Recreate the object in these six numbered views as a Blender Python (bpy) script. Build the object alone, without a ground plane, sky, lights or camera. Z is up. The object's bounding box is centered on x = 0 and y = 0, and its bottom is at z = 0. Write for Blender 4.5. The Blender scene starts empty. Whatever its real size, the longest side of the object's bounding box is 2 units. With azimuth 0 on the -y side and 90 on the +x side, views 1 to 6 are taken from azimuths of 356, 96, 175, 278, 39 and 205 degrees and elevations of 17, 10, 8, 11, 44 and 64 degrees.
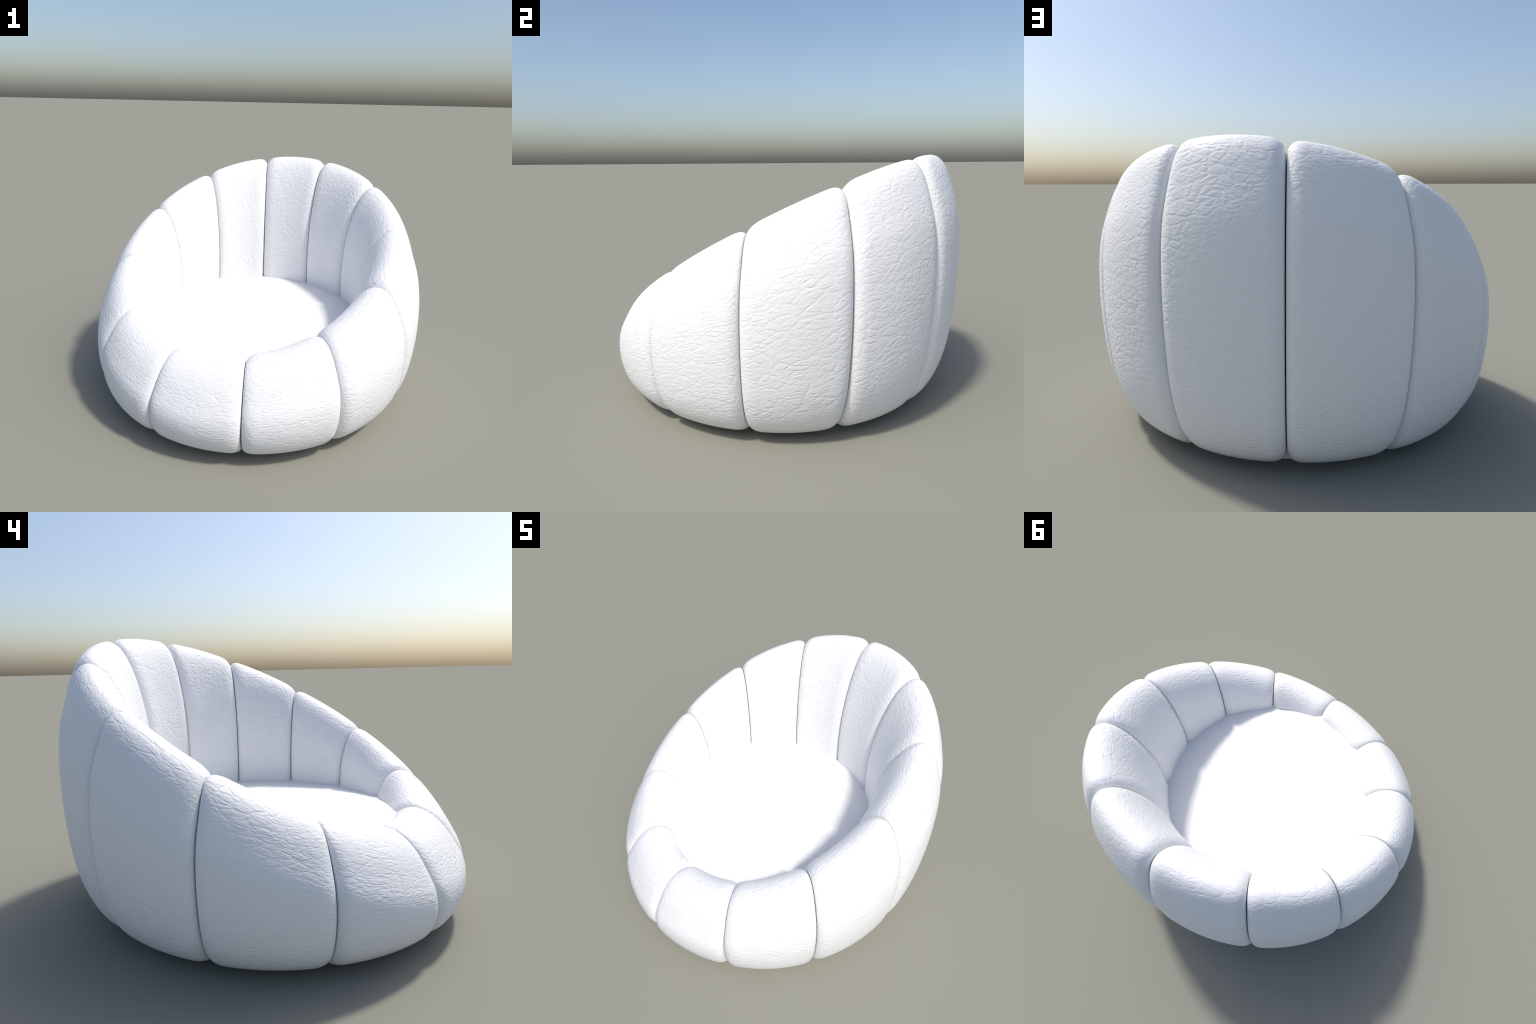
"""Round lounge chair: a ring of twelve puffed leather cushions around a flat
round seat.  All cushions share one pumpkin-like cross-section; the whole ring
is then heightened linearly towards the back, so its rim lies on a slope."""
import bpy
import math
import numpy as np

# ---------------------------------------------------------------- dimensions
CUSHIONS = 12
FIRST_SEAM = -8.1          # degrees, 0 = straight to the front (-y), 90 = +x
HIGH_SIDE = 156.6           # azimuth of the highest cushion
SLOPE = 0.595               # relative height gain per metre towards it
HALF_GAP = 0.14             # degrees left open on either side of a seam
SEAT_HEIGHT = 0.448
SEAT_RADIUS = 0.712

# cross-section through a seam: radius, height (before the slope is applied);
# starts under the outside, runs up the outside, over the rim, down the inside
SEAM_SECTION = [
    (.800, .034), (.847, .058), (.885, .090), (.911, .130), (.932, .175),
    (.950, .235), (.963, .310), (.971, .390), (.974, .470), (.972, .540),
    (.967, .600), (.956, .660), (.941, .710), (.921, .765), (.897, .822),
    (.871, .862), (.843, .886), (.815, .894), (.788, .885), (.763, .865),
    (.740, .836), (.719, .797), (.701, .750), (.685, .695), (.672, .640),
    (.664, .580), (.660, .510), (.660, .440), (.665, .350), (.675, .260),
    (.690, .180), (.710, .115), (.738, .065), (.768, .040),
]
# how far the middle of a cushion swells beyond its seams, by direction (deg)
SWELL_AT = [-180, -130, -90, -60, -30, 0, 30, 60, 78, 95, 120, 150, 180]
SWELL = [.037, .029, .0105, .0140, .0205, .0250, .0290, .0240, .0220, .0200, .027, .036, .037]
ROLL_WIDTH = .076           # strip along each seam that rolls in
ROLL_DEPTH = .034
ROLL_POWER = 2.6
CROWN = .0030               # gentle fall from the middle to the roll-in


def closed_spline(points, count):
    """Even, smooth resampling of a closed outline."""
    p = np.array(points)
    n = len(p)
    dense = []
    for i in range(n):
        a, b, c, d = p[i - 1], p[i], p[(i + 1) % n], p[(i + 2) % n]
        for t in np.linspace(0, 1, 24, endpoint=False):
            dense.append(.5 * (2 * b + (c - a) * t + (2 * a - 5 * b + 4 * c - d) * t * t
                               + (3 * b - a - 3 * c + d) * t ** 3))
    dense = np.array(dense)
    step = np.linalg.norm(np.roll(dense, -1, 0) - dense, axis=1)
    where = np.concatenate([[0], np.cumsum(step)])
    even = np.linspace(0, where[-1], count, endpoint=False)
    ring = np.vstack([dense, dense[:1]])
    out = np.stack([np.interp(even, where, ring[:, k]) for k in (0, 1)], -1)
    for _ in range(int((count / 60) ** 2)):
        out = .5 * out + .25 * (np.roll(out, 1, 0) + np.roll(out, -1, 0))
    return out


AROUND = 220                                    # steps along the cross-section
SECTION = closed_spline(SEAM_SECTION, AROUND)
_t = np.roll(SECTION, -1, 0) - np.roll(SECTION, 1, 0)
OUTWARD = np.stack([_t[:, 1], -_t[:, 0]], -1)
OUTWARD /= np.linalg.norm(OUTWARD, axis=1)[:, None]
_dir = np.degrees(np.arctan2((SECTION[:, 1] - .45) / .45, (SECTION[:, 0] - .82) / .155))
SWELL_ROUND = np.interp(_dir, SWELL_AT, SWELL)


def slope(x, y, z):
    """Heighten towards HIGH_SIDE; the rim levels off a little at both ends."""
    a = math.radians(HIGH_SIDE)
    along = x * math.sin(a) - y * math.cos(a)
    sag = .006 * along * (1 - z / .9)
    return np.maximum(.001, z * (1 + SLOPE * along - .026 * (along ** 2 - .35)) + sag)


def cushion_ring(middle, u, extra=0.0):
    """One cross-section of a cushion at u = -1 .. 1 across it."""
    to_seam = SECTION[:, 0] * math.radians(180 / CUSHIONS) * (1 - abs(u))
    x = np.clip(1 - to_seam / ROLL_WIDTH, 0, 1)
    roll = ROLL_DEPTH * (1 - np.sqrt(1 - x ** ROLL_POWER))
    off = SWELL_ROUND - CROWN * u * u - roll - extra
    rz = SECTION + OUTWARD * off[:, None]
    a = math.radians(middle + u * (180 / CUSHIONS - HALF_GAP))
    x, y = rz[:, 0] * math.sin(a), -rz[:, 0] * math.cos(a)
    z = np.maximum(rz[:, 1], 0.001)
    return np.stack([x, y, slope(x, y, z)], -1)


def mesh_object(name, verts, faces, material, parent):
    me = bpy.data.meshes.new(name)
    me.from_pydata([tuple(map(float, v)) for v in verts], [], faces)
    me.polygons.foreach_set("use_smooth", [True] * len(me.polygons))
    me.materials.append(material)
    me.update()
    ob = bpy.data.objects.new(name, me)
    bpy.context.scene.collection.objects.link(ob)
    ob.parent = parent
    return ob


def build_cushion(index, material, parent):
    middle = FIRST_SEAM + 360 / CUSHIONS * (index + .5)
    # finer steps towards the seams, where the leather rolls in
    us = np.sin(np.linspace(-1, 1, 61) * math.pi / 2)
    rings = [cushion_ring(middle, -1, e) for e in (.05, .02, .006)]
    rings += [cushion_ring(middle, u) for u in us]
    rings += [cushion_ring(middle, 1, e) for e in (.006, .02, .05)]
    verts = np.concatenate(rings)
    n, faces = AROUND, []
    for i in range(len(rings) - 1):
        for j in range(n):
            k = (j + 1) % n
            faces.append((i * n + j, i * n + k, (i + 1) * n + k, (i + 1) * n + j))
    faces.append(tuple(range(n - 1, -1, -1)))
    last = (len(rings) - 1) * n
    faces.append(tuple(range(last, last + n)))
    return mesh_object("cushion", verts, faces, material, parent)


def build_seat(material, parent):
    """Thick round seat with a faint crown, standing on the ground."""
    profile = [(.0, .0), (.3, .0), (.6, .0), (.690, .0)]
    profile += [(SEAT_RADIUS - .012 + .012 * math.sin(t), .012 - .012 * math.cos(t))
                for t in np.linspace(.2, math.pi / 2, 6)]
    profile += [(SEAT_RADIUS, z) for z in np.linspace(.06, SEAT_HEIGHT - .05, 8)]
    profile += [(SEAT_RADIUS - .03 + .03 * math.cos(t), SEAT_HEIGHT - .03 + .03 * math.sin(t))
                for t in np.linspace(0, math.pi / 2, 8)]
    profile += [(r, SEAT_HEIGHT + .004 * (1 - (r / .68) ** 2)) for r in np.linspace(.66, 0.02, 30)]
    n = 144
    verts, faces = [], []
    for r, z in profile[1:]:
        for j in range(n):
            a = 2 * math.pi * j / n
            verts.append((r * math.sin(a), -r * math.cos(a), z))
    m = len(profile) - 1
    for i in range(m - 1):
        for j in range(n):
            k = (j + 1) % n
            faces.append((i * n + j, i * n + k, (i + 1) * n + k, (i + 1) * n + j))
    faces.append(tuple(range(n - 1, -1, -1)))
    faces.append(tuple(range((m - 1) * n, m * n)))
    return mesh_object("seat", verts, faces, material, parent)


# ------------------------------------------------------------------ material
def leather(name, flat):
    """White creased leather.  The grain runs in stretched cells around the
    chair (cushions) or across it (seat)."""
    m = bpy.data.materials.new(name)
    m.use_nodes = True
    nt = m.node_tree
    N, L = nt.nodes, nt.links
    bsdf = N["Principled BSDF"]

    def node(kind, **inputs):
        nd = N.new(kind)
        for k, v in inputs.items():
            key = k.replace("_", " ")
            if hasattr(v, "is_output"):
                L.new(v, nd.inputs[key])
            else:
                nd.inputs[key].default_value = v
        return nd

    def math_node(op, a, b=None, c=None):
        nd = N.new("ShaderNodeMath")
        nd.operation = op
        for i, v in enumerate((a, b, c)):
            if v is None:
                continue
            if hasattr(v, "is_output"):
                L.new(v, nd.inputs[i])
            else:
                nd.inputs[i].default_value = v
        return nd.outputs[0]

    pos = N.new("ShaderNodeTexCoord").outputs["Object"]
    if flat:
        coord = pos
    else:
        # around the chair, radius, height with the slope taken out, so that
        # the grain runs parallel to the sloping rim
        sep = node("ShaderNodeSeparateXYZ", Vector=pos)
        x, y, z = sep.outputs
        # turned so that the jump of the angle falls into a seam
        f = math.radians(FIRST_SEAM)
        xs = math_node("MULTIPLY_ADD", y, math.sin(f), math_node("MULTIPLY", x, math.cos(f)))
        ys = math_node("MULTIPLY_ADD", y, -math.cos(f), math_node("MULTIPLY", x, math.sin(f)))
        ang = math_node("ARCTAN2", xs, ys)
        rad = math_node("SQRT", math_node("ADD", math_node("MULTIPLY", x, x), math_node("MULTIPLY", y, y)))
        t = math.radians(HIGH_SIDE)
        gain = math_node("MULTIPLY_ADD", x, SLOPE * math.sin(t), 1.0)
        gain = math_node("MULTIPLY_ADD", y, -SLOPE * math.cos(t), gain)
        comb = N.new("ShaderNodeCombineXYZ")
        L.new(math_node("MULTIPLY", ang, .9), comb.inputs[0])
        L.new(rad, comb.inputs[1])
        L.new(math_node("DIVIDE", z, math_node("POWER", gain, .75)), comb.inputs[2])
        coord = comb.outputs[0]

    def mapped(vec, rot, scale):
        mp = N.new("ShaderNodeMapping")
        L.new(vec, mp.inputs["Vector"])
        mp.inputs["Rotation"].default_value = rot
        mp.inputs["Scale"].default_value = scale
        return mp.outputs[0]

    def noise(vec, scale, detail=2.0, rough=.5):
        return node("ShaderNodeTexNoise", Vector=vec, Scale=scale, Detail=detail, Roughness=rough)

    def wander(vec, scale, amount):
        off = N.new("ShaderNodeVectorMath")
        off.operation = "MULTIPLY_ADD"
        L.new(noise(vec, scale, 2.0).outputs["Color"], off.inputs[0])
        off.inputs[1].default_value = amount
        L.new(vec, off.inputs[2])
        return off.outputs[0]

    def creases(vec, scale, stretch, tilt, width):
        """0 in a crease, 1 on the pebble between creases"""
        v = N.new("ShaderNodeTexVoronoi")
        v.feature = "DISTANCE_TO_EDGE"
        L.new(mapped(vec, (0, tilt, 0), (stretch, 1, 1)), v.inputs["Vector"])
        v.inputs["Scale"].default_value = scale
        mr = N.new("ShaderNodeMapRange")
        mr.interpolation_type = "SMOOTHSTEP"
        L.new(v.outputs["Distance"], mr.inputs["Value"])
        mr.inputs["From Max"].default_value = width
        return mr.outputs[0]

    gentle = wander(coord, 5.0, (.06, .03, .03))
    wavy = wander(gentle, 24.0, (.012, .006, .006))
    big = creases(wavy, 13.5, .52, -.40, .10)
    mid = creases(wavy, 40.0, .44, -.40, .20)
    small = creases(wavy, 76.0, .45, -.30, .38)
    streak = noise(mapped(wavy, (0, -.2, 0), (.22, 1, 1)), 105.0, 2.0).outputs["Fac"]
    # creases come and go
    here = math_node("MULTIPLY_ADD", noise(coord, 7.0).outputs["Fac"], 2.0, -.4)
    there = math_node("MULTIPLY_ADD", noise(coord, 12.0).outputs["Fac"], 1.8, -.2)
    h = math_node("MULTIPLY", math_node("MULTIPLY", big, here), .80)         # millimetres
    h = math_node("ADD", h, math_node("MULTIPLY", math_node("MULTIPLY", mid, there), .90))
    h = math_node("MULTIPLY_ADD", small, .45, h)
    h = math_node("MULTIPLY_ADD", streak, .45, h)
    if not flat:
        # the slacker leather on the inside of the back is creased deeper
        slack = node("ShaderNodeMapRange", Value=rad)
        slack.inputs["From Min"].default_value = .70
        slack.inputs["From Max"].default_value = .86
        slack.inputs["To Min"].default_value = 1.3
        slack.inputs["To Max"].default_value = 1.0
        h = math_node("MULTIPLY", h, slack.outputs[0])
    bump = node("ShaderNodeBump", Height=h, Strength=1.0, Distance=.001)
    L.new(bump.outputs["Normal"], bsdf.inputs["Normal"])
    bsdf.inputs["Base Color"].default_value = (.80, .80, .80, 1)
    bsdf.inputs["Roughness"].default_value = .55
    bsdf.inputs["Specular IOR Level"].default_value = .4
    return m


cushion_leather = leather("white_cushion_leather", False)
seat_leather = leather("white_seat_leather", True)

chair = bpy.data.objects.new("round_lounge_chair", None)
bpy.context.scene.collection.objects.link(chair)
chair["label"] = "round white leather lounge chair of twelve puffed cushions"
chair["category"] = "lounge chair"

build_seat(seat_leather, chair)
for i in range(CUSHIONS):
    build_cushion(i, cushion_leather, chair)
